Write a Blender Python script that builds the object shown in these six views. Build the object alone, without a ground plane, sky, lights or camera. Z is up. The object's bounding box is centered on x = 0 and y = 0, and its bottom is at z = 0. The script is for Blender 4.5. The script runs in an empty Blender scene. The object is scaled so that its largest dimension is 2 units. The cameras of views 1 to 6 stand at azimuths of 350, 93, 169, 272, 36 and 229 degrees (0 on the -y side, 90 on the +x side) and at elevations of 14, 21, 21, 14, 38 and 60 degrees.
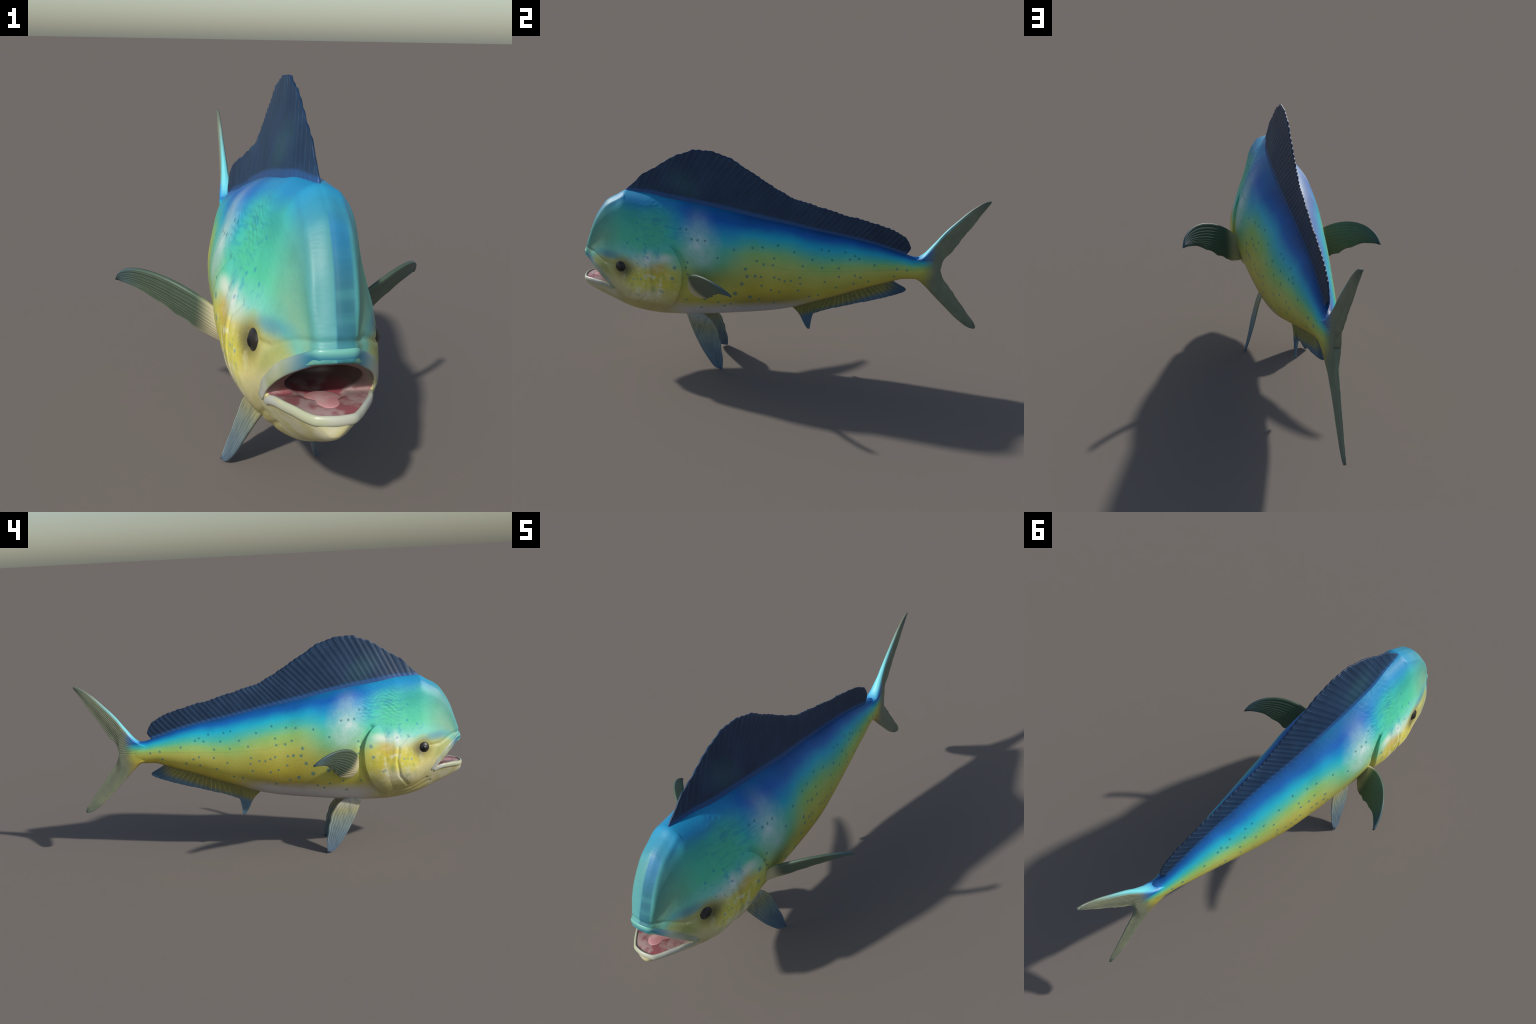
"""A mahi-mahi (dolphinfish): blunt-headed, deep-bodied game fish, head towards -y, tail towards +y."""
import math
import random
import numpy as np

# ------------------------------------------------------------------ curves
def pchip(xs, ys):
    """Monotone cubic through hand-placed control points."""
    x = np.array(xs, float)
    y = np.array(ys, float)
    h = np.diff(x)
    d = np.diff(y, axis=0) / (h if y.ndim == 1 else h[:, None])
    m = np.zeros_like(y)
    m[0], m[-1] = d[0], d[-1]
    for i in range(1, len(x) - 1):
        w1, w2 = 2 * h[i] + h[i - 1], h[i] + 2 * h[i - 1]
        with np.errstate(divide='ignore', invalid='ignore'):
            hm = (w1 + w2) / (w1 / d[i - 1] + w2 / d[i])
        m[i] = np.where(d[i - 1] * d[i] > 0, hm, 0.0)

    def f(q):
        q = np.clip(np.asarray(q, float), x[0], x[-1])
        k = np.clip(np.searchsorted(x, q) - 1, 0, len(x) - 2)
        hh = h[k]
        t = (q - x[k]) / hh
        if y.ndim > 1:
            t, hh = t[..., None], hh[..., None]
        return ((1 + 2 * t) * (1 - t) ** 2 * y[k] + t * (1 - t) ** 2 * hh * m[k]
                + t * t * (3 - 2 * t) * y[k + 1] + t * t * (t - 1) * hh * m[k + 1])
    return f


def curve(points):
    """Smooth curve through 2D or 3D points, parameter 0..1 by chord length."""
    p = np.array(points, float)
    s = np.concatenate([[0], np.cumsum(np.linalg.norm(np.diff(p, axis=0), axis=1))])
    return pchip(s / s[-1], p)


def smooth01(a, b, x):
    t = np.clip((np.asarray(x, float) - a) / (b - a), 0, 1)
    return t * t * (3 - 2 * t)


# ------------------------------------------------------------------ body profile (side view) and half widths
TOP = [(-1.0, .425), (-.997, .47), (-.992, .55), (-.985, .592), (-.957, .68), (-.937, .737), (-.90, .802),
       (-.872, .836), (-.82, .866), (-.775, .889), (-.67, .889), (-.565, .877), (-.457, .862), (-.315, .836),
       (-.19, .808), (.01, .764), (.14, .733), (.29, .702), (.44, .670), (.60, .622), (.65, .608), (.74, .606)]
BOTTOM = [(-1.0, .400), (-.994, .391), (-.944, .360), (-.855, .318), (-.765, .278), (-.665, .255), (-.58, .246),
          (-.50, .245), (-.40, .251), (-.31, .259), (-.155, .276), (-.077, .286), (.06, .313), (.155, .344),
          (.31, .395), (.458, .445), (.538, .469), (.60, .488), (.66, .490), (.74, .492)]
z_top = pchip(*zip(*TOP))
z_bottom = pchip(*zip(*BOTTOM))
LEVELS = [.08, .20, .35, .50, .65, .80, .92]          # fractions of the height at which half widths are given
STATIONS = [
    (-1.0,  .010, .015, .018, .020, .018, .015, .012),
    (-.985, .026, .044, .050, .050, .045, .039, .033),
    (-.95,  .044, .076, .084, .074, .058, .051, .045),
    (-.90,  .060, .106, .114, .099, .078, .064, .054),
    (-.80,  .082, .137, .147, .135, .107, .085, .070),
    (-.70,  .096, .160, .176, .161, .126, .096, .078),
    (-.60,  .094, .159, .184, .180, .148, .112, .087),
    (-.50,  .084, .140, .176, .184, .166, .131, .099),
    (-.40,  .086, .136, .173, .187, .174, .140, .112),
    (-.20,  .086, .131, .163, .174, .163, .137, .108),
    (-.10,  .085, .127, .156, .163, .150, .126, .095),
    (.00,   .083, .123, .147, .152, .139, .117, .082),
    (.20,   .070, .102, .117, .119, .109, .090, .061),
    (.40,   .048, .073, .085, .085, .076, .061, .041),
    (.60,   .028, .042, .048, .048, .043, .035, .023),
    (.66,   .022, .031, .035, .036, .033, .026, .018),
    (.70,   .016, .022, .026, .0265, .025, .020, .014),
    (.74,   .005, .007, .009, .010, .009, .007, .005)]
_lv = np.array(LEVELS)
_round = np.sqrt(4 * _lv * (1 - _lv))                  # elliptic rounding taken out before interpolating
fullness = pchip([s[0] for s in STATIONS], np.array([s[1:] for s in STATIONS]) / _round)


def half_width(y, t):
    """Half width of the body at position y and height fraction t."""
    y, t = np.broadcast_arrays(np.asarray(y, float), np.asarray(t, float))
    f = fullness(y)
    out = np.zeros(y.shape)
    for dt in (-.05, 0, .05):                          # averaging softens the steps between levels
        q = np.clip(t + dt, _lv[0], _lv[-1])
        k = np.clip(np.searchsorted(_lv, q) - 1, 0, len(_lv) - 2)
        w = (q - _lv[k]) / (_lv[k + 1] - _lv[k])
        lo = np.take_along_axis(f, k[..., None], -1)[..., 0]
        hi = np.take_along_axis(f, k[..., None] + 1, -1)[..., 0]
        out += lo * (1 - w) + hi * w
    return out / 3 * np.sqrt(np.clip(4 * t * (1 - t), 0, 1))


def flank(y, z):
    """Half width of the body surface at side-view position (y, z)."""
    b, tp = z_bottom(y), z_top(y)
    return half_width(y, np.clip((np.asarray(z, float) - b) / (tp - b), 0, 1))

# ------------------------------------------------------------------ BLENDER
import bpy
import bmesh
from mathutils import Vector

rng = random.Random(7)
COL = bpy.context.scene.collection


def mesh_object(name, verts, faces, mats, parent=None, smooth=True, face_mats=None):
    me = bpy.data.meshes.new(name)
    me.from_pydata([tuple(map(float, v)) for v in verts], [], [tuple(map(int, f)) for f in faces])
    me.validate()
    bm = bmesh.new()
    bm.from_mesh(me)
    bmesh.ops.recalc_face_normals(bm, faces=bm.faces)
    bm.to_mesh(me)
    bm.free()
    for m in mats:
        me.materials.append(m)
    me.polygons.foreach_set("use_smooth", [smooth] * len(me.polygons))
    ob = bpy.data.objects.new(name, me)
    COL.objects.link(ob)
    if parent:
        ob.parent = parent
    return ob


# ------------------------------------------------------------------ node helpers
class Nodes:
    """Tiny helper: every method adds a node and returns its output socket."""

    def __init__(self, name):
        self.mat = bpy.data.materials.new(name)
        self.mat.use_nodes = True
        self.t = self.mat.node_tree
        self.t.nodes.clear()
        self.out = self.t.nodes.new("ShaderNodeOutputMaterial")
        tc = self.t.nodes.new("ShaderNodeTexCoord")
        self.obj = tc.outputs["Object"]
        sx = self.t.nodes.new("ShaderNodeSeparateXYZ")
        self.link(self.obj, sx.inputs[0])
        self.x, self.y, self.z = sx.outputs

    def link(self, a, b):
        self.t.links.new(a, b)

    def put(self, sock, v):
        if hasattr(v, "is_output"):
            self.link(v, sock)
        else:
            sock.default_value = v

    def math(self, op, a, b=0.0, c=None, clamp=False):
        n = self.t.nodes.new("ShaderNodeMath")
        n.operation = op
        n.use_clamp = clamp
        self.put(n.inputs[0], a)
        self.put(n.inputs[1], b)
        if c is not None:
            self.put(n.inputs[2], c)
        return n.outputs[0]

    def ramp01(self, v, a, b):
        """Smooth step: 0 at a, 1 at b (a may be greater than b)."""
        n = self.t.nodes.new("ShaderNodeMapRange")
        n.interpolation_type = 'SMOOTHSTEP'
        self.put(n.inputs["Value"], v)
        if a <= b:
            n.inputs["From Min"].default_value, n.inputs["From Max"].default_value = a, b
            return n.outputs[0]
        n.inputs["From Min"].default_value, n.inputs["From Max"].default_value = b, a
        n.inputs["To Min"].default_value, n.inputs["To Max"].default_value = 1, 0
        return n.outputs[0]

    def linear(self, v, a, b, c=0.0, d=1.0):
        n = self.t.nodes.new("ShaderNodeMapRange")
        self.put(n.inputs["Value"], v)
        for k, val in zip(("From Min", "From Max", "To Min", "To Max"), (a, b, c, d)):
            n.inputs[k].default_value = val
        return n.outputs[0]

    def profile(self, v, pts):
        """Float curve over y in -1..1 through (y, z) control points, z in 0..1."""
        n = self.t.nodes.new("ShaderNodeFloatCurve")
        cm = n.mapping
        c = cm.curves[0]
        while len(c.points) < len(pts):
            c.points.new(.5, .5)
        for p, (a, b) in zip(c.points, pts):
            p.location = ((a + 1) / 2, b)
            p.handle_type = 'AUTO_CLAMPED'
        cm.update()
        self.link(self.linear(v, -1, 1), n.inputs["Value"])
        return n.outputs[0]

    def ramp(self, v, stops, interp='EASE'):
        n = self.t.nodes.new("ShaderNodeValToRGB")
        cr = n.color_ramp
        cr.interpolation = interp
        while len(cr.elements) < len(stops):
            cr.elements.new(.5)
        for e, (p, col) in zip(cr.elements, stops):
            e.position = p
            e.color = (*col, 1)
        self.link(v, n.inputs[0])
        return n.outputs[0]

    def mix(self, f, a, b, mode='MIX'):
        n = self.t.nodes.new("ShaderNodeMix")
        n.data_type = 'RGBA'
        n.blend_type = mode
        self.put(n.inputs[0], f)
        for s, v in ((n.inputs[6], a), (n.inputs[7], b)):
            self.put(s, v if hasattr(v, "is_output") else (*v, 1))
        return n.outputs[2]

    def noise(self, scale, detail=3, rough=.5, vec=None, stretch=None, distortion=0.0):
        v = vec or self.obj
        if stretch:
            m = self.t.nodes.new("ShaderNodeMapping")
            m.inputs["Scale"].default_value = stretch
            self.link(v, m.inputs[0])
            v = m.outputs[0]
        n = self.t.nodes.new("ShaderNodeTexNoise")
        n.inputs["Scale"].default_value = scale
        n.inputs["Detail"].default_value = detail
        n.inputs["Roughness"].default_value = rough
        n.inputs["Distortion"].default_value = distortion
        self.link(v, n.inputs["Vector"])
        return n.outputs[0]

    def voronoi(self, scale, stretch=(1, 1, 1), rot=(0, 0, 0), vec=None, randomness=1.0):
        m = self.t.nodes.new("ShaderNodeMapping")
        m.inputs["Scale"].default_value = stretch
        m.inputs["Rotation"].default_value = rot
        self.link(vec or self.obj, m.inputs[0])
        n = self.t.nodes.new("ShaderNodeTexVoronoi")
        n.inputs["Scale"].default_value = scale
        n.inputs["Randomness"].default_value = randomness
        self.link(m.outputs[0], n.inputs["Vector"])
        return n.outputs["Distance"], n.outputs["Color"]

    def side(self):
        """Position flattened onto the side-view plane (0, y, z)."""
        c = self.t.nodes.new("ShaderNodeCombineXYZ")
        self.link(self.y, c.inputs[1])
        self.link(self.z, c.inputs[2])
        return c.outputs[0]

    def blob(self, side, y0, z0, ry, rz, tilt=0.0, soft=.5):
        """Mask of a soft ellipse in the side view: 1 inside, 0 outside."""
        dy, dz = self.math('SUBTRACT', self.y, y0), self.math('SUBTRACT', self.z, z0)
        c, s = math.cos(tilt), math.sin(tilt)
        a = self.math('ADD', self.math('MULTIPLY', dy, c / ry), self.math('MULTIPLY', dz, s / ry))
        b = self.math('ADD', self.math('MULTIPLY', dy, -s / rz), self.math('MULTIPLY', dz, c / rz))
        r = self.math('SQRT', self.math('ADD', self.math('MULTIPLY', a, a), self.math('MULTIPLY', b, b)))
        return self.ramp01(r, 1.0 + soft, 1.0 - soft)

    def finish(self, color, rough=.5, bump=None, strength=.2, distance=.004, coat=0.0, spec=.5, sss=0.0):
        b = self.t.nodes.new("ShaderNodeBsdfPrincipled")
        self.put(b.inputs["Base Color"], color if hasattr(color, "is_output") else (*color, 1))
        self.put(b.inputs["Roughness"], rough)
        b.inputs["Specular IOR Level"].default_value = spec
        b.inputs["Coat Weight"].default_value = coat
        b.inputs["Coat Roughness"].default_value = .25
        if bump is not None:
            n = self.t.nodes.new("ShaderNodeBump")
            n.inputs["Strength"].default_value = strength
            n.inputs["Distance"].default_value = distance
            self.link(bump, n.inputs["Height"])
            self.link(n.outputs[0], b.inputs["Normal"])
        self.link(b.outputs[0], self.out.inputs[0])
        return self.mat


def srgb(r, g, b, k=1.0):
    """8-bit display colour to linear base colour, times k."""
    f = lambda c: (c / 255 / 12.92) if c <= 10 else ((c / 255 + .055) / 1.055) ** 2.4
    return (min(f(r) * k, 1), min(f(g) * k, 1), min(f(b) * k, 1))


# ------------------------------------------------------------------ skin material
# blue-green spots of the flank and cheek: (y, z, radius), the same on both sides
SPOTS = [
    (-0.141, 0.668, 0.008), (-0.020, 0.678, 0.008), (-0.093, 0.670, 0.008), (0.060, 0.646, 0.008), (0.192, 0.656, 0.008), (0.227, 0.648, 0.008),
    (0.307, 0.641, 0.008), (0.332, 0.607, 0.008), (0.378, 0.611, 0.008), (0.356, 0.623, 0.008), (0.245, 0.606, 0.008), (0.149, 0.610, 0.008),
    (0.280, 0.567, 0.008), (0.454, 0.579, 0.008), (0.197, 0.571, 0.008), (0.103, 0.580, 0.008), (-0.036, 0.618, 0.008), (-0.041, 0.586, 0.008),
    (-0.086, 0.588, 0.008), (-0.118, 0.606, 0.008), (-0.172, 0.567, 0.011), (-0.163, 0.530, 0.011), (-0.125, 0.531, 0.011), (-0.096, 0.528, 0.008),
    (-0.032, 0.526, 0.008), (-0.007, 0.515, 0.008), (0.019, 0.505, 0.008), (0.049, 0.506, 0.008), (0.095, 0.491, 0.008), (0.092, 0.522, 0.008),
    (0.283, 0.524, 0.008), (0.214, 0.498, 0.008), (0.390, 0.518, 0.008), (0.360, 0.529, 0.008), (0.429, 0.494, 0.008), (0.566, 0.559, 0.008),
    (0.617, 0.550, 0.008), (0.554, 0.517, 0.008), (-0.188, 0.488, 0.012), (-0.092, 0.480, 0.008), (-0.046, 0.456, 0.008), (-0.005, 0.446, 0.008),
    (0.086, 0.453, 0.008), (0.272, 0.463, 0.008), (0.185, 0.420, 0.008), (0.140, 0.413, 0.008), (0.356, 0.484, 0.008), (-0.300, 0.447, 0.016),
    (-0.221, 0.431, 0.015), (-0.148, 0.411, 0.013), (-0.104, 0.397, 0.008), (-0.031, 0.376, 0.008), (-0.244, 0.359, 0.008), (-0.277, 0.345, 0.008),
    (-0.305, 0.368, 0.008), (-0.373, 0.384, 0.008), (-0.463, 0.381, 0.008), (-0.392, 0.327, 0.008), (-0.307, 0.621, 0.008), (-0.229, 0.660, 0.008),
    (-0.451, 0.593, 0.008), (-0.461, 0.563, 0.008), (-0.450, 0.531, 0.008), (-0.513, 0.565, 0.012), (-0.524, 0.510, 0.012), (-0.574, 0.430, 0.008),
    (-0.585, 0.437, 0.008), (-0.680, 0.492, 0.008), (-0.717, 0.490, 0.008), (-0.647, 0.600, 0.008), (-0.704, 0.678, 0.008), (-0.753, 0.658, 0.008),
    (-0.708, 0.755, 0.008), (-0.664, 0.661, 0.008), (-0.462, 0.746, 0.008), (-0.493, 0.747, 0.008), (-0.370, 0.698, 0.008), (-0.406, 0.700, 0.008),
    (-0.435, 0.703, 0.008),
]


def skin_material():
    N = Nodes("fish_skin")
    side = N.side()
    warp = N.noise(7, 2)
    wob = N.math('MULTIPLY', N.math('SUBTRACT', warp, .5), .07)
    zb, zt = N.profile(N.y, BOTTOM), N.profile(N.y, TOP)
    h = N.math('DIVIDE', N.math('SUBTRACT', N.z, zb), N.math('MAXIMUM', N.math('SUBTRACT', zt, zb), .10))
    h = N.math('ADD', h, wob)
    navy, blue, sky = srgb(22, 80, 142), srgb(20, 106, 186), srgb(24, 150, 215)
    cyan, teal, lime = srgb(30, 185, 215), srgb(85, 205, 178), srgb(160, 212, 120)
    gold, ochre, olive = srgb(206, 204, 98), srgb(206, 188, 70), srgb(170, 152, 70)
    belly = srgb(196, 190, 190)
    trunk = N.ramp(h, [(0, belly), (.11, belly), (.20, olive), (.34, ochre), (.54, gold), (.69, lime), (.78, teal),
                       (.86, cyan), (.94, blue), (1, navy)], 'LINEAR')
    rear = N.ramp(h, [(0, olive), (.12, ochre), (.42, gold), (.60, lime), (.72, teal), (.83, cyan), (.94, blue),
                      (1, navy)], 'LINEAR')
    shoulder = N.ramp(h, [(0, belly), (.10, belly), (.20, srgb(190, 180, 80)), (.32, gold), (.45, srgb(195, 205, 110)),
                          (.56, srgb(130, 200, 140)), (.68, teal), (.78, cyan), (.85, sky), (.92, srgb(18, 100, 190)), (1, srgb(20, 115, 165))], 'LINEAR')
    cheek = N.ramp(h, [(0, srgb(190, 180, 120)), (.14, srgb(185, 175, 110)), (.24, srgb(215, 205, 150)),
                       (.36, srgb(225, 210, 90)), (.46, srgb(220, 210, 110)), (.53, srgb(130, 220, 200)),
                       (.64, srgb(85, 210, 165)), (.78, srgb(75, 200, 170)), (.88, srgb(60, 188, 185)),
                       (.95, srgb(35, 150, 205)), (1, srgb(35, 150, 200))], 'LINEAR')
    brow = N.ramp(h, [(0, srgb(190, 180, 125)), (.18, srgb(180, 175, 120)), (.32, srgb(195, 190, 160)),
                      (.48, srgb(165, 175, 120)), (.56, srgb(110, 180, 165)), (.66, srgb(124, 176, 150)),
                      (.80, srgb(104, 172, 152)), (.92, srgb(84, 158, 156)), (1, srgb(66, 144, 162))], 'LINEAR')
    col = N.mix(N.ramp01(N.y, -.92, -.74), brow, cheek)
    col = N.mix(N.ramp01(N.y, -.60, -.44), col, shoulder)
    col = N.mix(N.ramp01(N.y, -.32, -.12), col, trunk)
    col = N.mix(N.ramp01(N.y, -.02, .22), col, rear)
    # darker strip down the middle of the forehead, its edges crisp, blue above and teal below
    strip = N.math('MULTIPLY', N.ramp01(N.x, -.004, .002), N.ramp01(N.x, .046, .036))
    strip = N.math('MULTIPLY', strip, N.ramp01(N.y, -.84, -.90))
    bars = N.noise(14, 2, .5, stretch=(.1, .1, 1.6))
    col = N.mix(N.math('MULTIPLY', strip, .85), col,
                N.mix(N.ramp01(N.z, .68, .82), N.mix(N.ramp01(bars, .4, .65), srgb(42, 100, 118), srgb(58, 124, 134)), srgb(36, 118, 170)))
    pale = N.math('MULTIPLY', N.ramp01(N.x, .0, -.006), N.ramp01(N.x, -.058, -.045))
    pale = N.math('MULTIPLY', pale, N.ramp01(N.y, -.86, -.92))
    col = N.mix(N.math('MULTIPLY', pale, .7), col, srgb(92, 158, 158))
    # chin and lower jaw
    chin = N.math('MULTIPLY', N.ramp01(N.math('ADD', N.z, N.math('MULTIPLY', N.y, .45)), .055, .035), N.ramp01(N.y, -.77, -.83))
    col = N.mix(chin, col, N.mix(N.ramp01(N.noise(16), .4, .65), srgb(190, 182, 130), srgb(200, 196, 165)))
    # silver patch behind the head, with fine scale dots
    ragged = N.noise(16, 4, .65, vec=side)
    patch = N.math('MULTIPLY', N.blob(side, -.395, .675, .064, .098, .25, .95), N.linear(ragged, .3, .7, .35, 1.0))
    col = N.mix(patch, col, srgb(212, 240, 232))
    fine, _ = N.voronoi(150, (1, 1, .8), vec=side)
    col = N.mix(N.math('MULTIPLY', N.math('MULTIPLY', N.ramp01(fine, .35, .1), patch), .4), col, srgb(60, 130, 130))
    # rippled muscle marks behind the brow
    rip = N.noise(42, 3, .6, vec=side, stretch=(1, .45, 1.3), distortion=.6)
    ripm = N.math('MULTIPLY', N.blob(side, -.58, .77, .13, .11, -.3, .6), N.ramp01(rip, .5, .62))
    col = N.mix(N.math('MULTIPLY', ripm, .38), col, srgb(36, 138, 185))
    # pale bar and blue bar behind the eye
    col = N.mix(N.math('MULTIPLY', N.blob(side, -.63, .585, .10, .035, .1, .7), .45), col, srgb(235, 240, 225))
    col = N.mix(N.math('MULTIPLY', N.blob(side, -.85, .592, .060, .017, -.08, .8), .6), col, srgb(60, 140, 175))
    # dusky ring about the eye
    col = N.mix(N.math('MULTIPLY', N.blob(side, -.764, .531, .046, .045, 0, .8), .85), col, srgb(78, 74, 60))
    # olive fold between lip and brow
    col = N.mix(N.math('MULTIPLY', N.blob(side, -.875, .525, .055, .018, -.75, .7), .6), col, srgb(165, 172, 85))
    # cheek: ochre and yellow fields, a pale lower edge, an olive bar, white streaks and teal freckles
    mot = N.noise(28, 3, .6, vec=side)
    for (y0, z0, ry, rz, tilt, soft, amount, c) in [
            (-.560, .490, .050, .080, 0, .7, .75, (225, 212, 72)), (-.595, .552, .045, .030, .3, .8, .75, (215, 172, 48)),
            (-.685, .468, .050, .050, 0, .8, .85, (238, 230, 95)), (-.660, .405, .095, .022, .25, .9, .65, (226, 220, 190)),
            (-.628, .500, .009, .070, 0, .8, .55, (160, 145, 60)), (-.645, .600, .012, .030, -.3, .8, .8, (240, 242, 230)),
            (-.565, .605, .035, .016, .2, .9, .7, (236, 238, 222)), (-.600, .640, .070, .022, .25, .9, .6, (95, 205, 205))]:
        m = N.math('MULTIPLY', N.blob(side, y0, z0, ry, rz, tilt, soft), N.linear(mot, .3, .7, .6 * amount, amount))
        col = N.mix(m, col, srgb(*c))
    cm = N.blob(side, -.64, .46, .12, .09, 0, .6)
    col = N.mix(N.math('MULTIPLY', N.math('MULTIPLY', cm, N.ramp01(mot, .50, .64)), .6), col, srgb(240, 240, 205))
    col = N.mix(N.math('MULTIPLY', N.math('MULTIPLY', cm, N.ramp01(mot, .44, .34)), .5), col, srgb(130, 172, 120))
    # blue ripples and blots above the gill cover
    blot = N.noise(34, 2, .5, vec=side)
    bm = N.math('MULTIPLY', N.blob(side, -.66, .635, .11, .045, 0, .7), N.ramp01(blot, .56, .66))
    col = N.mix(N.math('MULTIPLY', bm, .45), col, srgb(50, 155, 190))
    # throat folds
    fold = N.math('SINE', N.math('MULTIPLY', N.math('ADD', N.z, N.math('MULTIPLY', N.y, .35)), 420))
    fm = N.math('MULTIPLY', N.blob(side, -.64, .315, .12, .04, -.3, .6), N.ramp01(fold, .3, 1.0))
    col = N.mix(N.math('MULTIPLY', fm, .35), col, srgb(135, 125, 75))
    # lateral line
    ll = N.profile(N.y, [(-1, .66), (-.35, .66), (-.1, .60), (.05, .562), (.3, .553), (.7, .553), (1, .553)])
    lm = N.ramp01(N.math('ABSOLUTE', N.math('SUBTRACT', N.z, ll)), .004, .001)
    lm = N.math('MULTIPLY', lm, N.ramp01(N.y, -.3, .0))
    col = N.mix(N.math('MULTIPLY', lm, .16), col, srgb(150, 140, 40))
    # mottling and soft flecks everywhere
    fleck = N.noise(90, 3, .6, vec=side)
    col = N.mix(N.math('MULTIPLY', N.ramp01(fleck, .5, .7), .18), col, N.mix(.5, col, srgb(60, 130, 120)))
    cloud = N.noise(5, 4, .6, vec=side)
    col = N.mix(.10, col, N.mix(N.ramp01(cloud, .35, .65), srgb(120, 140, 90), srgb(250, 250, 240)), 'OVERLAY')
    # blue-green spots
    d = None
    wobv = N.t.nodes.new("ShaderNodeVectorMath")
    wobv.operation = 'MULTIPLY_ADD'
    nz = N.t.nodes.new("ShaderNodeTexNoise")
    nz.inputs["Scale"].default_value = 60
    N.link(side, nz.inputs["Vector"])
    N.link(nz.outputs[1], wobv.inputs[0])
    wobv.inputs[1].default_value = (0, .006, .006)
    N.link(side, wobv.inputs[2])
    for (y, z, r) in SPOTS:
        v = N.t.nodes.new("ShaderNodeVectorMath")
        v.operation = 'DISTANCE'
        N.link(wobv.outputs[0], v.inputs[0])
        v.inputs[1].default_value = (0, y + .003, z + .003)
        q = N.math('DIVIDE', v.outputs["Value"], r * .9)
        d = q if d is None else N.math('MINIMUM', d, q)
    if d is not None:
        col = N.mix(N.math('MULTIPLY', N.ramp01(d, 1.25, .3), N.linear(N.y, -.6, -.45, .55, .75)), col, N.mix(N.ramp01(N.y, -.6, -.45), srgb(40, 140, 185), srgb(36, 124, 136)))
    small, rnd = N.voronoi(38, vec=side)
    sm = N.math('MULTIPLY', N.ramp01(small, .16, .07), N.ramp01(N.noise(3.3, 1), .48, .6))
    sm = N.math('MULTIPLY', sm, N.blob(side, -.66, .62, .22, .10, -.2, .4))
    col = N.mix(N.math('MULTIPLY', sm, .75), col, srgb(30, 120, 170))
    bump = N.math('ADD', N.math('MULTIPLY', rip, N.blob(side, -.58, .77, .16, .13, -.3, .6)),
                  N.math('MULTIPLY', fine, .25))
    return N.finish(col, .48, bump, .25, .004, spec=.4)


# ------------------------------------------------------------------ other materials
def dorsal_material(name, ray):
    N = Nodes(name)
    streak = N.noise(9, 3, .6)
    base = srgb(64, 98, 132) if ray else srgb(30, 60, 92)
    dark = srgb(48, 84, 116) if ray else srgb(20, 48, 78)
    col = N.mix(N.ramp01(streak, .35, .7), dark, base)
    if ray:
        info = N.t.nodes.new("ShaderNodeObjectInfo")
        col = N.mix(N.math('MULTIPLY', info.outputs["Random"], .45), col, srgb(36, 66, 104))
    col = N.mix(N.math('MULTIPLY', N.ramp01(N.y, .2, .55), .6), col, srgb(38, 72, 102) if ray else srgb(12, 36, 64))
    col = N.mix(N.math('MULTIPLY', N.blob(None, -.49, .935, .070, .045, -.6, .95), .2), col, srgb(70, 130, 125))
    top = N.profile(N.y, TOP)
    up = N.math('SUBTRACT', N.z, top)
    col = N.mix(N.math('MULTIPLY', N.ramp01(up, .018, .006), .6), col, srgb(45, 100, 165))
    return N.finish(col, .5, N.noise(60, 2), .1, .003)


def anal_material(name, ray):
    N = Nodes(name)
    low = N.profile(N.y, BOTTOM)
    down = N.math('SUBTRACT', low, N.z)
    edge = srgb(100, 130, 150) if ray else srgb(80, 112, 135)
    inner = srgb(196, 186, 105) if ray else srgb(128, 126, 66)
    col = N.mix(N.ramp01(N.math('ADD', down, N.linear(N.y, .3, .62, 0, .012)), .042, .080), inner, edge)
    col = N.mix(N.ramp01(N.y, .50, .60), col, srgb(50, 86, 112))
    col = N.mix(N.math('MULTIPLY', N.ramp01(N.noise(40), .5, .7), .3), col, srgb(60, 75, 70))
    return N.finish(col, .5)


def tail_material(name, ray):
    N = Nodes(name)
    grey = srgb(165, 168, 140) if ray else srgb(132, 138, 112)
    col = N.mix(N.ramp01(N.noise(22, 3, .6), .35, .7), N.mix(.35, grey, srgb(95, 110, 95)), grey)
    root = N.ramp(N.linear(N.z, .490, .608), [(0, srgb(170, 152, 70)), (.12, srgb(190, 176, 68)), (.42, srgb(192, 194, 90)), (.60, srgb(155, 200, 118)),
                                             (.72, srgb(85, 205, 178)), (.83, srgb(30, 185, 215)), (.94, srgb(16, 95, 178)), (1, srgb(25, 125, 200))], 'LINEAR')
    r = N.math('ADD', N.y, N.math('MULTIPLY', N.math('SUBTRACT', N.noise(30), .5), .04))
    col = N.mix(N.ramp01(r, .765, .69), col, root)
    # the leading edge of the upper lobe is cyan
    lead = N.math('SUBTRACT', N.z, N.profile(N.y, [(-1, .5), (.5, .5), (.64, .58), (.739, .676), (.793, .745), (.845, .80), (.915, .868), (1, .92)]))
    lm = N.math('MULTIPLY', N.ramp01(lead, -.022, -.006), N.math('MULTIPLY', N.ramp01(N.y, .95, .75), N.ramp01(N.y, .66, .71)))
    col = N.mix(N.math('MULTIPLY', lm, .85), col, srgb(110, 215, 225))
    tip = N.math('ABSOLUTE', N.math('SUBTRACT', N.z, .57))
    col = N.mix(N.math('MULTIPLY', N.ramp01(tip, .27, .34), .5), col, srgb(75, 95, 95))
    return N.finish(col, .45)


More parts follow.
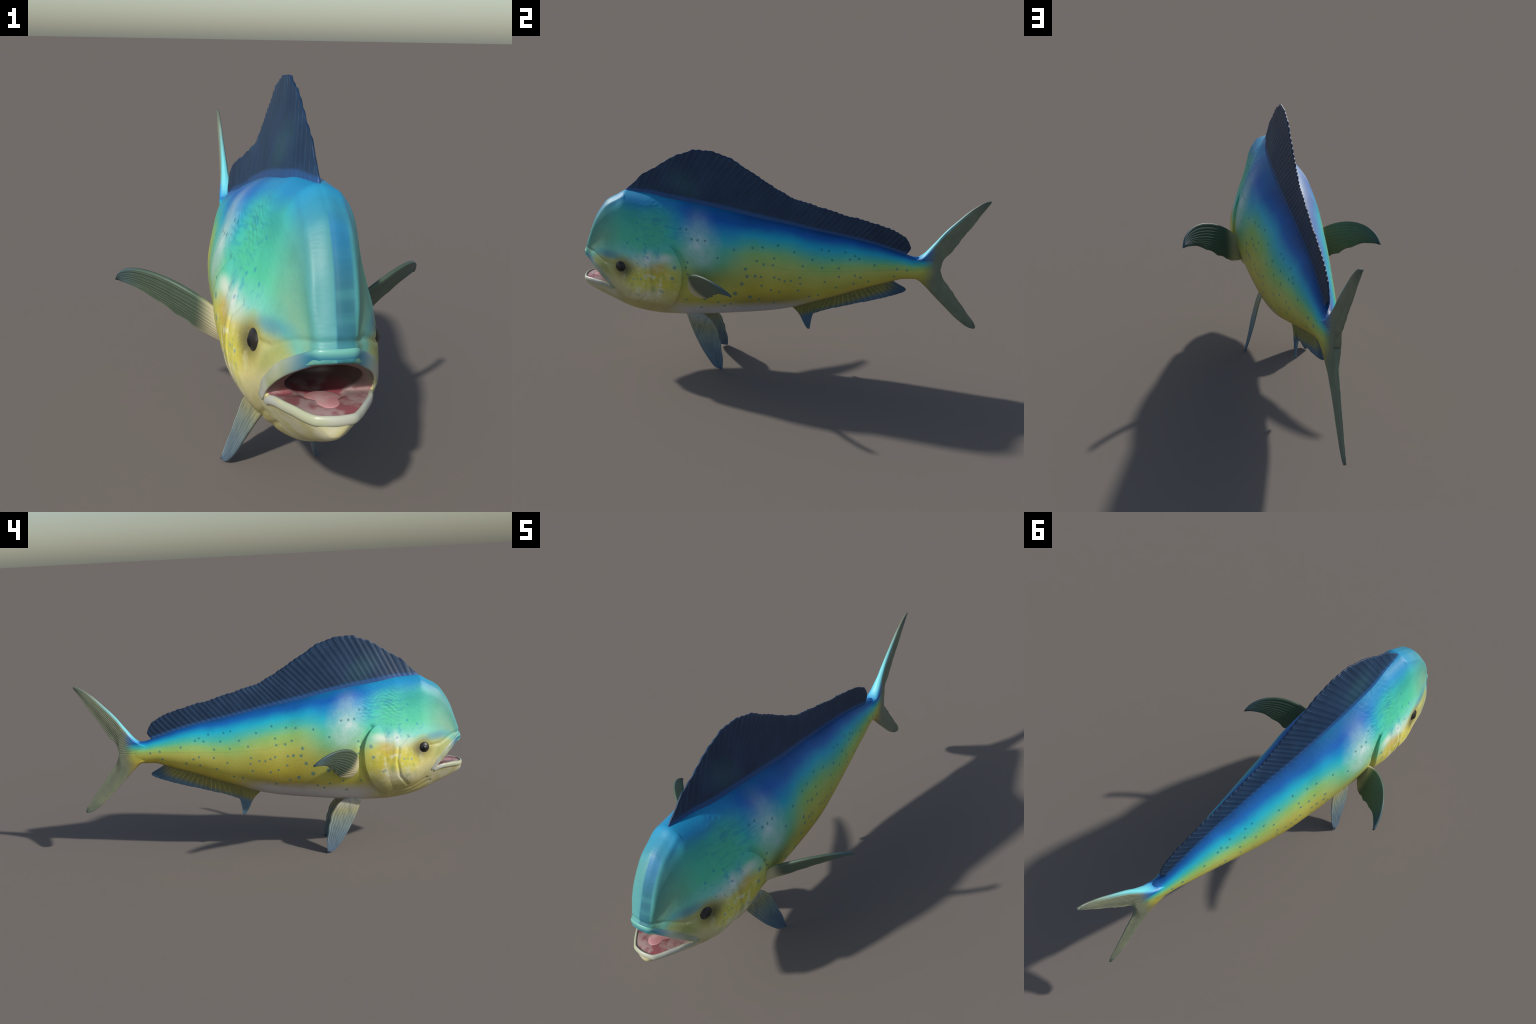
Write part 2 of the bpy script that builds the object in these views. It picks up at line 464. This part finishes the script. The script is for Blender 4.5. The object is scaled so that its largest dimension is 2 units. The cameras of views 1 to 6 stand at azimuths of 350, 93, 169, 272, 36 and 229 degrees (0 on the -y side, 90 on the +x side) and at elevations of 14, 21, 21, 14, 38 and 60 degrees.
def pectoral_material(name, ray):
    N = Nodes(name)
    out = N.math('ABSOLUTE', N.x)
    a = srgb(118, 132, 112) if ray else srgb(78, 96, 82)
    col = N.mix(N.ramp01(N.noise(35, 3, .6), .35, .7), N.mix(.4, a, srgb(70, 90, 70)), a)
    col = N.mix(N.ramp01(out, .235, .18), col, srgb(205, 198, 160))
    col = N.mix(N.math('MULTIPLY', N.ramp01(out, .36, .43), .5), col, srgb(70, 100, 120))
    return N.finish(col, .5)


def pelvic_material(name, ray):
    N = Nodes(name)
    col = N.ramp(N.linear(N.z, 0, .27), [(0, srgb(84, 108, 134)), (.35, srgb(112, 134, 144)), (.6, srgb(140, 152, 140)),
                                        (.78, srgb(165, 160, 110)), (.92, srgb(190, 185, 165)), (1, srgb(200, 196, 186))], 'LINEAR')
    col = N.mix(N.math('MULTIPLY', N.ramp01(N.noise(30, 3, .6, stretch=(1, 1.6, .5)), .45, .65), .35), col, srgb(70, 88, 98))
    if ray:
        info = N.t.nodes.new("ShaderNodeObjectInfo")
        col = N.mix(N.math('MULTIPLY', info.outputs["Random"], .35), col, srgb(210, 212, 195))
    else:
        col = N.mix(.3, col, srgb(60, 78, 80))
    return N.finish(col, .45)


def simple(name, c, rough, noise_scale=30, vary=.25, other=(0, 0, 0), spec=.5, coat=0):
    N = Nodes(name)
    col = N.mix(N.math('MULTIPLY', N.ramp01(N.noise(noise_scale, 3), .4, .7), vary), c, other)
    return N.finish(col, rough, spec=spec, coat=coat)


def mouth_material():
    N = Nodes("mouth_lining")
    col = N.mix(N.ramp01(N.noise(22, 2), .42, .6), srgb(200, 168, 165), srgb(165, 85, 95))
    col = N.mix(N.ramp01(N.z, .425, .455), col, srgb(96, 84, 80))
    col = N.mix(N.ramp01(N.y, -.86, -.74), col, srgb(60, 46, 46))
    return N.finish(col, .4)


def lip_material(name, upper):
    N = Nodes(name)
    pale = srgb(186, 188, 178)
    n = N.ramp01(N.noise(9, 2, .5), .35, .7)
    if upper:
        col = N.mix(n, pale, srgb(150, 162, 115))
        front = N.mix(N.ramp01(N.z, .558, .580), srgb(46, 118, 145), srgb(110, 178, 165))
        col = N.mix(N.ramp01(N.y, -.90, -.975), col, front)
    else:
        col = N.mix(n, pale, srgb(175, 180, 150))
    return N.finish(col, .35)


SKIN = skin_material()
DORSAL, DORSAL_RAY = dorsal_material("dorsal_membrane", False), dorsal_material("dorsal_ray", True)
ANAL, ANAL_RAY = anal_material("anal_membrane", False), anal_material("anal_ray", True)
TAIL, TAIL_RAY = tail_material("tail_membrane", False), tail_material("tail_ray", True)
PECT, PECT_RAY = pectoral_material("pectoral_membrane", False), pectoral_material("pectoral_ray", True)
PELV, PELV_RAY = pelvic_material("pelvic_membrane", False), pelvic_material("pelvic_ray", True)
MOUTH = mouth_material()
EYE = simple("eye_ring", srgb(38, 36, 32), .4, 60, .5, srgb(70, 66, 58))
PUPIL = simple("pupil_black", srgb(14, 14, 15), .3, 30, .2)
TONGUE = simple("tongue_flesh", srgb(196, 138, 140), .4, 25, .7, srgb(205, 178, 172))

# ------------------------------------------------------------------ the fish
fish = bpy.data.objects.new("mahi_mahi_fish", None)
COL.objects.link(fish)
fish["label"] = "blunt-headed game fish, blue back, yellow spotted flanks, tall dorsal fin"
fish["category"] = "fish"

# ---- body: loft through cross-sections, mouth carved out, one smooth surface
def body_loft():
    ys = np.concatenate([-.994 + .014 * np.linspace(0, 1, 14)[:-1] ** 1.5, np.linspace(-.98, -.76, 34)[:-1], np.linspace(-.76, .74, 152)])
    n = 56
    th = np.linspace(0, np.pi, n)
    t = (1 - np.cos(th)) / 2
    rings = []
    for y in ys:
        b, tp = float(z_bottom(y)), float(z_top(y))
        z = b + (tp - b) * t
        x = half_width(np.full(n, y), t)
        right = np.stack([x, np.full(n, y), z], 1)
        left = right[1:-1][::-1] * np.array([-1, 1, 1])
        rings.append(np.concatenate([right, left]))
    m = len(rings[0])
    verts = list(np.concatenate(rings))
    faces = []
    for i in range(len(ys) - 1):
        for j in range(m):
            k = (j + 1) % m
            faces.append((i * m + j, i * m + k, (i + 1) * m + k, (i + 1) * m + j))
    for i in (0, len(ys) - 1):
        verts.append(rings[i].mean(0))
        c = len(verts) - 1
        faces += [(i * m + j, i * m + (j + 1) % m, c) for j in range(m)]
    return mesh_object("body_form", verts, faces, [SKIN])


MOUTH_CORNER = (-.805, .402)
def cutter_wedge():
    # side-view outline of the gape, swept across the head
    (cy, cz) = MOUTH_CORNER
    outline = [(cy, cz), (-.845, .434), (-.89, .442), (-.94, .440), (-.99, .434), (-1.05, .432), (-1.05, .60), (-.99, .552), (-.94, .530), (-.89, .482)]
    verts = [(x, y, z) for x in (-.3, .3) for (y, z) in outline]
    n = len(outline)
    faces = [tuple(range(n)), tuple(range(n, 2 * n))] + [(i, (i + 1) % n, n + (i + 1) % n, n + i) for i in range(n)]
    return mesh_object("gape_form", verts, faces, [MOUTH], smooth=False)


def ellipsoid(name, c, r, mats, seg=40, rings=24, tilt=0.0, parent=None):
    verts, faces = [], []
    ct, st = math.cos(tilt), math.sin(tilt)
    for i in range(rings + 1):
        ph = math.pi * i / rings
        for j in range(seg):
            a = 2 * math.pi * j / seg
            x, y, z = r[0] * math.sin(ph) * math.cos(a), r[1] * math.sin(ph) * math.sin(a), r[2] * math.cos(ph)
            verts.append((c[0] + x, c[1] + y * ct - z * st, c[2] + y * st + z * ct))
    for i in range(rings):
        for j in range(seg):
            k = (j + 1) % seg
            faces.append((i * seg + j, i * seg + k, (i + 1) * seg + k, (i + 1) * seg + j))
    ob = mesh_object(name, verts, faces, mats, parent)
    bm = bmesh.new()
    bm.from_mesh(ob.data)
    bmesh.ops.remove_doubles(bm, verts=bm.verts, dist=1e-6)
    bm.to_mesh(ob.data)
    bm.free()
    return ob


form = body_loft()
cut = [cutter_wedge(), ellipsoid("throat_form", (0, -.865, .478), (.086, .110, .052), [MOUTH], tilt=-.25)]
for c in cut:
    md = form.modifiers.new("cut", 'BOOLEAN')
    md.operation, md.object, md.solver = 'DIFFERENCE', c, 'EXACT'
md = form.modifiers.new("remesh", 'REMESH')
md.mode, md.voxel_size, md.use_smooth_shade = 'VOXEL', .0042, True
md = form.modifiers.new("smooth", 'SMOOTH')
md.factor, md.iterations = .5, 5
dg = bpy.context.evaluated_depsgraph_get()
body = bpy.data.meshes.new_from_object(form.evaluated_get(dg))
for o in [form] + cut:
    bpy.data.objects.remove(o)

nv, npoly = len(body.vertices), len(body.polygons)
V = np.empty(nv * 3)
body.vertices.foreach_get("co", V)
V = V.reshape(-1, 3)
NRM = np.empty(nv * 3)
body.vertex_normals.foreach_get("vector", NRM)
NRM = NRM.reshape(-1, 3)


def near_line(points, y, z):
    """Distance in the side view from (y, z) to a polyline."""
    best = np.full(y.shape, 9.0)
    for (a0, a1), (b0, b1) in zip(points[:-1], points[1:]):
        dy, dz = b0 - a0, b1 - a1
        t = np.clip(((y - a0) * dy + (z - a1) * dz) / (dy * dy + dz * dz), 0, 1)
        best = np.minimum(best, np.hypot(y - a0 - t * dy, z - a1 - t * dz))
    return best


def groove(points, width, depth):
    return -depth * np.exp(-(near_line(points, V[:, 1], V[:, 2]) / width) ** 2)


# relief of the head: brow crease, eye socket, cheek plates, throat folds, recess behind the gill cover
skin = (flank(V[:, 1], V[:, 2]) - np.abs(V[:, 0]) < .006) * smooth01(.01, .035, np.abs(V[:, 0]))
relief = groove([(-.779, .536), (-.781, .536)], .040, .009)
relief += groove([(-.70, .60), (-.655, .56), (-.645, .48), (-.66, .40), (-.70, .35)], .007, .004)
relief += groove([(-.52, .655), (-.50, .635), (-.468, .58), (-.462, .50), (-.480, .42), (-.52, .345), (-.56, .30)],   .014, .009)
relief += groove([(-.80, .375), (-.72, .325), (-.63, .300)], .006, .004) + groove([(-.82, .352), (-.72, .300), (-.62, .275)], .006, .004)
waves = np.sin(V[:, 2] * 330 + 3.5 * np.sin(V[:, 1] * 45) + 9 * V[:, 1]) * np.sin(V[:, 1] * 90 + 2 * np.sin(V[:, 2] * 60))
relief += .0011 * waves * np.exp(-((V[:, 1] + .58) / .13) ** 2 - ((V[:, 2] - .77) / .08) ** 2)
crest = np.exp(-((np.abs(V[:, 0]) - .046) / .010) ** 2) * .0035 - np.exp(-(V[:, 0] / .006) ** 2) * .0012
crest *= smooth01(.60, .66, V[:, 2]) * smooth01(-.72, -.84, V[:, 1]) * (NRM[:, 1] < -.1)
V = V + NRM * crest[:, None]
crease = groove([(-.995, .598), (-.93, .585), (-.87, .553), (-.82, .548)], .007, .0045) * (V[:, 1] < -.70)
V = V + NRM * (relief * skin + crease * (flank(V[:, 1], V[:, 2]) - np.abs(V[:, 0]) < .008))[:, None]
body.vertices.foreach_set("co", V.ravel())
body.update()
NRM = np.empty(nv * 3)
body.vertex_normals.foreach_get("vector", NRM)
NRM = NRM.reshape(-1, 3)
F = [tuple(p.vertices) for p in body.polygons]
C = np.array([V[list(f)].mean(0) for f in F])
gill_y = pchip([.2, .30, .37, .45, .55, .64, .72, .80, .95], [-.60, -.575, -.535, -.50, -.492, -.515, -.55, -.60, -.70])
inside = (flank(C[:, 1], C[:, 2]) - np.abs(C[:, 0]) > .008) & (C[:, 1] < -.64) & (C[:, 2] > z_bottom(C[:, 1]) + .018) & (C[:, 2] < .56)
# near the snout the surface closes quickly: only faces well behind it count as lining
inside &= (C[:, 1] > -.983) | (np.abs(C[:, 2] - .49) < .045)
inside &= (C[:, 1] > -.97) | (C[:, 2] < .54)
jaw_line = .405 + (-.805 - C[:, 1]) * .45
region = np.where(C[:, 1] < gill_y(C[:, 2]), 1, 0)
region = np.where((region == 1) & (C[:, 2] < jaw_line) & (C[:, 1] < -.79), 2, region)
region = np.where(inside, 3, region)
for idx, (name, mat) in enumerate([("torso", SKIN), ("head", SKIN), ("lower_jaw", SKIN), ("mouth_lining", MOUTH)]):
    fs = [F[i] for i in np.nonzero(region == idx)[0]]
    used = sorted({v for f in fs for v in f})
    new = {v: i for i, v in enumerate(used)}
    me = bpy.data.meshes.new(name)
    me.from_pydata(V[used].tolist(), [], [tuple(new[v] for v in f) for f in fs])
    me.materials.append(mat)
    me.polygons.foreach_set("use_smooth", [True] * len(me.polygons))
    me.normals_split_custom_set_from_vertices([tuple(n) for n in NRM[used]])
    ob = bpy.data.objects.new(name, me)
    COL.objects.link(ob)
    ob.parent = fish
bpy.data.meshes.remove(body)

# ---- swept bands: lips and jaw bones
def band(name, path, tall, thick, mat, mirror=True, n=90, m=16, shift=0.0):
    half = np.array(path, float)
    full = np.concatenate([half[::-1] * np.array([-1, 1, 1]), half[1:]]) if mirror else half
    cv = curve(full)
    s = np.linspace(0, 1, n)
    P = cv(s)
    T = np.gradient(P, axis=0)
    T /= np.linalg.norm(T, axis=1)[:, None]
    verts, faces = [], []
    for i in range(n):
        o = np.array([P[i, 0], (P[i, 1] + .80) * .55, 0.0])
        o -= T[i] * (o @ T[i])
        o /= np.linalg.norm(o)
        b = np.cross(T[i], o)
        e = abs(2 * s[i] - 1) if mirror else s[i]
        end = math.sqrt(max(0.0, 1 - smooth01(.93, 1.0, e) ** 2)) + .02
        for j in range(m):
            a = 2 * math.pi * j / m
            verts.append(P[i] + o * (thick(e) * end * math.cos(a) + shift) + b * tall(e) * end * math.sin(a))
    for i in range(n - 1):
        for j in range(m):
            k = (j + 1) % m
            faces.append((i * m + j, i * m + k, (i + 1) * m + k, (i + 1) * m + j))
    faces += [tuple(range(m)), tuple(range((n - 1) * m, n * m))]
    return mesh_object(name, verts, faces, [mat], fish)


def along_flank(points, proud):
    """Side-view path laid on the surface of the head; the front end lies on the mid line."""
    return [(0.0, *points[0])] + [(float(flank(y, z)) + proud, y, z) for y, z in points[1:]]


band("upper_lip", along_flank([(-.986, .568), (-.981, .567), (-.970, .560), (-.945, .542), (-.915, .519), (-.88, .489), (-.845, .455), (-.812, .418)], -.005),
     lambda e: .0145 + .004 * e, lambda e: .0055, lip_material("upper_lip_skin", True))
band("lower_lip", along_flank([(-.993, .428), (-.986, .428), (-.968, .429), (-.935, .432), (-.895, .432), (-.86, .426), (-.83, .412)], -.004),
     lambda e: .0120 - .001 * e, lambda e: .0068, lip_material("lower_lip_skin", False))
ellipsoid("tongue", (0, -.890, .431), (.046, .062, .010), [TONGUE], tilt=-.10, parent=fish)

# ---- gill covers: plates that stand proud of the body at their rear rim
RIM = curve([(-.555, .672), (-.515, .640), (-.487, .590), (-.477, .54), (-.482, .47), (-.507, .395), (-.548, .33), (-.61, .285)])
FRONT = curve([(-.60, .650), (-.615, .62), (-.625, .575), (-.63, .53), (-.635, .47), (-.64, .41), (-.65, .36), (-.67, .305)])
def gill_cover(side):
    nu, nw = 60, 34
    verts, faces = [], []
    for i in range(nu):
        u = i / (nu - 1)
        a, b = FRONT(u), RIM(u)
        ends = float(smooth01(0, .22, u) * smooth01(1, .82, u))
        for j in range(nw):
            w = j / (nw - 4)
            if w <= 1:
                q = a + (b - a) * w
                off = -.004 + (.004 + .008 * ends) * float(smooth01(0, .9, w)) + .001
            else:
                k = j - (nw - 4)
                q = b + (b - a) / np.linalg.norm(b - a) * [.002, .001, -.004][k - 1]
                off = [.003, -.004, -.012][k - 1] * (.3 + .7 * ends)
            x = float(flank(q[0], q[1])) + off
            verts.append((side * x, q[0], q[1]))
    for i in range(nu - 1):
        for j in range(nw - 1):
            faces.append((i * nw + j, i * nw + j + 1, (i + 1) * nw + j + 1, (i + 1) * nw + j))
    return mesh_object("gill_cover", verts, faces, [SKIN], fish)


for sd in (1, -1):
    gill_cover(sd)
    ex = float(flank(-.779, .536)) - .029
    eye = ellipsoid("eye", (sd * ex, -.779, .537), (.030, .036, .036), [EYE], parent=fish)
    ellipsoid("pupil", (sd * (ex + .010), -.781, .535), (.0225, .022, .022), [PUPIL], 28, 18, parent=eye)

# ---- fins: a thin ribbed sheet P(s, c); s runs along the rays, c counts across them
def fin(name, P, thick, mats, rays, ns=40, nc=None, open_edge=None, ray_width=.45, ray_range=(.03, .97), parent=fish, ripple=.0006, ray_height=.0009):
    nc = nc or rays * 6 + 1
    S, Cc = np.linspace(0, 1, ns), np.linspace(0, 1, nc)
    G = np.array([[P(s, c) for c in Cc] for s in S])
    ds, dc = np.gradient(G, axis=0), np.gradient(G, axis=1)
    n = np.cross(ds, dc)
    ln = np.linalg.norm(n, axis=2, keepdims=True)
    n = np.where(ln > 1e-12, n / np.maximum(ln, 1e-12), 0)
    ref = n[ns // 2, nc // 2]
    n = np.where(ln > 1e-9, n, ref)
    if abs(ref[0]) > .999:
        n[:] = ref
    th = np.array([[thick(s, c) - ripple * math.cos(2 * math.pi * rays * c) * float(smooth01(0, .2, s)) for c in Cc] for s in S])[..., None]
    verts = np.concatenate([(G + n * th).reshape(-1, 3), (G - n * th).reshape(-1, 3)])
    idx = lambda side, i, j: side * ns * nc + i * nc + j
    faces = []
    for i in range(ns - 1):
        for j in range(nc - 1):
            faces.append((idx(0, i, j), idx(0, i, j + 1), idx(0, i + 1, j + 1), idx(0, i + 1, j)))
            faces.append((idx(1, i, j), idx(1, i + 1, j), idx(1, i + 1, j + 1), idx(1, i, j + 1)))
    for j in range(nc - 1):
        for i in (0, ns - 1):
            faces.append((idx(0, i, j), idx(1, i, j), idx(1, i, j + 1), idx(0, i, j + 1)))
    for i in range(ns - 1):
        for j in (0, nc - 1):
            if j and open_edge and S[i] < open_edge:
                continue
            faces.append((idx(0, i, j), idx(0, i + 1, j), idx(1, i + 1, j), idx(1, i, j)))
    ob = mesh_object(name, verts, faces, [mats[0]], parent)
    # the rays: slim rounded rods let into the membrane
    m = 8
    rnd = random.Random(rays)
    for r in range(rays):
        c = (r + .5) / rays
        c += rnd.uniform(-.12, .12) / rays
        w = (ray_width(c) if callable(ray_width) else ray_width) / rays * rnd.uniform(.8, 1.15)
        rv, rf = [], []
        ss = np.linspace(ray_range[0], ray_range[1], 26)
        for q, s in enumerate(ss):
            p = np.array(P(s, c))
            side = (np.array(P(s, min(1, c + w / 2))) - np.array(P(s, max(0, c - w / 2)))) / 2
            i, j = min(ns - 1, int(round(s * (ns - 1)))), min(nc - 1, int(round(c * (nc - 1))))
            taper = 1 - .45 * s
            height = thick(s, c) + ripple * .8 + ray_height * (1 - .5 * s) * min(1, (s - ray_range[0]) / .12 - .1)
            ln2 = max(1e-9, np.linalg.norm(side))
            side = side / ln2 * max(.0008, min(ln2, .016) * taper)
            for k in range(m):
                a = 2 * math.pi * k / m
                rv.append(p + side * math.cos(a) + n[i, j] * height * math.sin(a))
        for q in range(len(ss) - 1):
            for k in range(m):
                l = (k + 1) % m
                rf.append((q * m + k, q * m + l, (q + 1) * m + l, (q + 1) * m + k))
        rf += [tuple(range(m)), tuple(range((len(ss) - 1) * m, len(ss) * m))]
        mesh_object("fin_ray", rv, rf, [mats[1]], ob)
    return ob


def ragged(s, seed):
    """Uneven free edge of a paired or tail fin, -1..1."""
    r = random.Random(seed * 77 + int(s * 26))
    return .55 * math.sin(31 * s + seed) + .45 * r.uniform(-1, 1)


def jag(c, n, amp, seed):
    """Ragged outer margin: scallops between rays plus irregular nicks."""
    r = random.Random(seed * 1000 + int(c * n))
    return amp * (abs(math.sin(math.pi * n * c)) * .6 + r.uniform(-.6, .6))


# dorsal fin
D_OUT = pchip(*zip(*[(-.79, .880), (-.782, .889), (-.731, .936), (-.691, .974), (-.633, 1.008), (-.593, 1.036), (-.528, 1.074), (-.488, 1.087), (-.435, 1.102),
                     (-.39, 1.102), (-.349, 1.095), (-.271, 1.068), (-.181, 1.014), (-.109, .970), (-.036, .923), (.029, .888),
                     (.131, .853), (.28, .811), (.402, .782), (.498, .751), (.556, .733), (.596, .706), (.622, .680)]))
D_TIP = pchip([-.778, -.735, -.56, -.3, 0, .3, .5, .56, .60], [-.778, -.695, -.43, -.14, .10, .39, .578, .618, .632])
def dorsal(s, c):
    by = -.778 + 1.378 * c
    ty = float(D_TIP(by))
    tz = float(D_OUT(ty)) if by < .56 else float(D_OUT(.618)) + (.655 - float(D_OUT(.618))) * (by - .56) / .04
    tz += jag(c, 52, .005, 1) * (1 if .02 < c < .98 else 0)
    bz = float(z_top(by)) - .016
    bend = .018 * math.sin(math.pi * s) * smooth01(.3, .6, by)
    return (0.0, by + (ty - by) * s + float(bend) * .6, bz + (tz - bz) * s + float(bend) * .5)
D_FLARE = pchip([0, .05, .15, .30, .45, .62, .8, 1], [.006, .017, .038, .046, .042, .023, .011, .007])
def dorsal_half(s, c):
    """The fin is thickest where its tall front part grows out of the back."""
    return float(D_FLARE(c)) * (1 - s) ** 1.15 + .0026
fin("dorsal_fin", dorsal, dorsal_half, (DORSAL, DORSAL_RAY), 52, ns=30, ray_range=(.07, .97), ray_width=lambda c: .85 - .4 * float(smooth01(.35, .8, c)))

# anal fin
A_OUT = curve([(.058, .306), (.091, .272), (.119, .222), (.143, .186), (.152, .184), (.153, .225), (.161, .262), (.215, .293), (.31, .321), (.413, .349),
               (.512, .376), (.59, .405), (.620, .420), (.625, .428), (.612, .443)])
A_MAP = pchip([0, .12, .24, .30, .40, .6, .85, 1], [0, .13, .235, .30, .42, .62, .87, 1])
def anal(s, c):
    by = .066 + .475 * c
    bz = float(z_bottom(by)) + .012
    ty, tz = A_OUT(float(A_MAP(c)))
    tz += jag(c, 26, .003, 2)
    return (0.0, by + (ty - by) * s, bz + (tz - bz) * s)
fin("anal_fin", anal, lambda s, c: .018 * (1 - s) ** 1.8 * (1 - .6 * c) + .0025, (ANAL, ANAL_RAY), 26, ns=24)

# tail fin: two lobes meeting on the mid line
FORK = .34
def trailing(points):
    """Runs along the mid line to the fork, then along the free edge."""
    free = curve(points)
    return lambda s: np.array((.63 + .155 * s / FORK, .548)) if s < FORK else free((s - FORK) / (1 - FORK))
UP_LEAD = curve([(.63, .590), (.66, .598), (.689, .615), (.739, .675), (.793, .745), (.845, .80), (.915, .867), (.970, .904), (.994, .911)])
UP_TRAIL = trailing([(.785, .548), (.793, .590), (.822, .627), (.86, .686), (.92, .779), (.976, .868), (.997, .902)])
LO_LEAD = curve([(.63, .505), (.655, .496), (.676, .488), (.713, .456), (.761, .407), (.828, .341), (.90, .274), (.972, .232), (.984, .231)])
LO_TRAIL = trailing([(.785, .548), (.797, .512), (.822, .473), (.873, .407), (.931, .328), (.982, .262), (.991, .241)])
T_HALF = pchip([.60, .66, .70, .75, .80, .88, 1.0], [.029, .0305, .0265, .0185, .0122, .008, .004])
def lobe(lead, trail):
    def P(s, c):
        a, b = lead(s), trail(s)
        q = a + (b - a) * c
        q = q + (b - a) * (.045 * ragged(s, 3) * float(smooth01(.7, 1, c)) * float(smooth01(FORK + .04, .5, s)))
        return (0.0, q[0], q[1])
    def half(s, c):
        y = P(s, c)[1]
        front = math.sqrt(max(0, 1 - (1 - min(1, c / .22)) ** 2))
        back = 1 - .72 * float(smooth01(.45, 1, c)) * float(smooth01(FORK, .48, s))
        return max(.0012, float(T_HALF(y)) * front * back)
    return P, half
tail = None
for lead, trail in ((UP_LEAD, UP_TRAIL), (LO_LEAD, LO_TRAIL)):
    P, half = lobe(lead, trail)
    fin("tail_fin", P, half, (TAIL, TAIL_RAY), 11, ns=60, nc=60, open_edge=FORK - .02, ray_range=(.30, .97), ray_width=.6, ripple=.0004)

# pectoral and pelvic fins
def bezier(P):
    P = np.array(P, float)
    return lambda t: (1 - t) ** 3 * P[0] + 3 * (1 - t) ** 2 * t * P[1] + 3 * (1 - t) * t * t * P[2] + t ** 3 * P[3]
PEC_LEAD = bezier([(-.158, -.446, .489), (-.302, -.447, .617), (-.431, -.296, .615), (-.432, -.215, .534)])
PEC_TRAIL = bezier([(-.123, -.458, .406), (-.213, -.283, .380), (-.328, -.351, .533), (-.428, -.220, .533)])
PEL_LEAD = curve([(-.027, -.484, .275), (-.069, -.442, .188), (-.098, -.398, .110), (-.117, -.354, .047), (-.134, -.314, .008), (-.142, -.284, .001)])
PEL_TRAIL = curve([(-.040, -.40, .272), (-.070, -.345, .238), (-.083, -.322, .210), (-.094, -.305, .169), (-.110, -.290, .107), (-.133, -.279, .031), (-.142, -.281, .002)])
for sd in (1, -1):
    def pec(s, c):
        a, b = PEC_LEAD(s), PEC_TRAIL(s)
        q = a + (b - a) * c
        q = q + np.array([0, 0, -.010]) * math.sin(math.pi * c) * (1 - s)
        q = q + (b - a) * (.045 * ragged(s, 5) * float(smooth01(.65, 1, c)) * float(smooth01(.15, .4, s)))
        return (-sd * q[0], q[1], q[2])
    fin("pectoral_fin", pec, lambda s, c: .0018 + .010 * (1 - s) ** 2 * math.sin(math.pi * min(1, c * .9 + .05)) + .003 * (1 - c), (PECT, PECT_RAY), 11, ns=36, ray_range=(.16, .97))
    def pel(s, c):
        a, b = PEL_LEAD(s), PEL_TRAIL(s)
        q = a + (b - a) * c
        q = q + (b - a) * (.022 * ragged(s, 8) * float(smooth01(.65, 1, c)) * float(smooth01(.2, .4, s)))
        return (-sd * q[0], q[1], q[2])
    fin("pelvic_fin", pel, lambda s, c: .0018 + .009 * (1 - s) ** 2 * math.sin(math.pi * min(1, c * .9 + .05)) + .003 * (1 - c), (PELV, PELV_RAY), 8, ns=36, ray_range=(.14, .97))
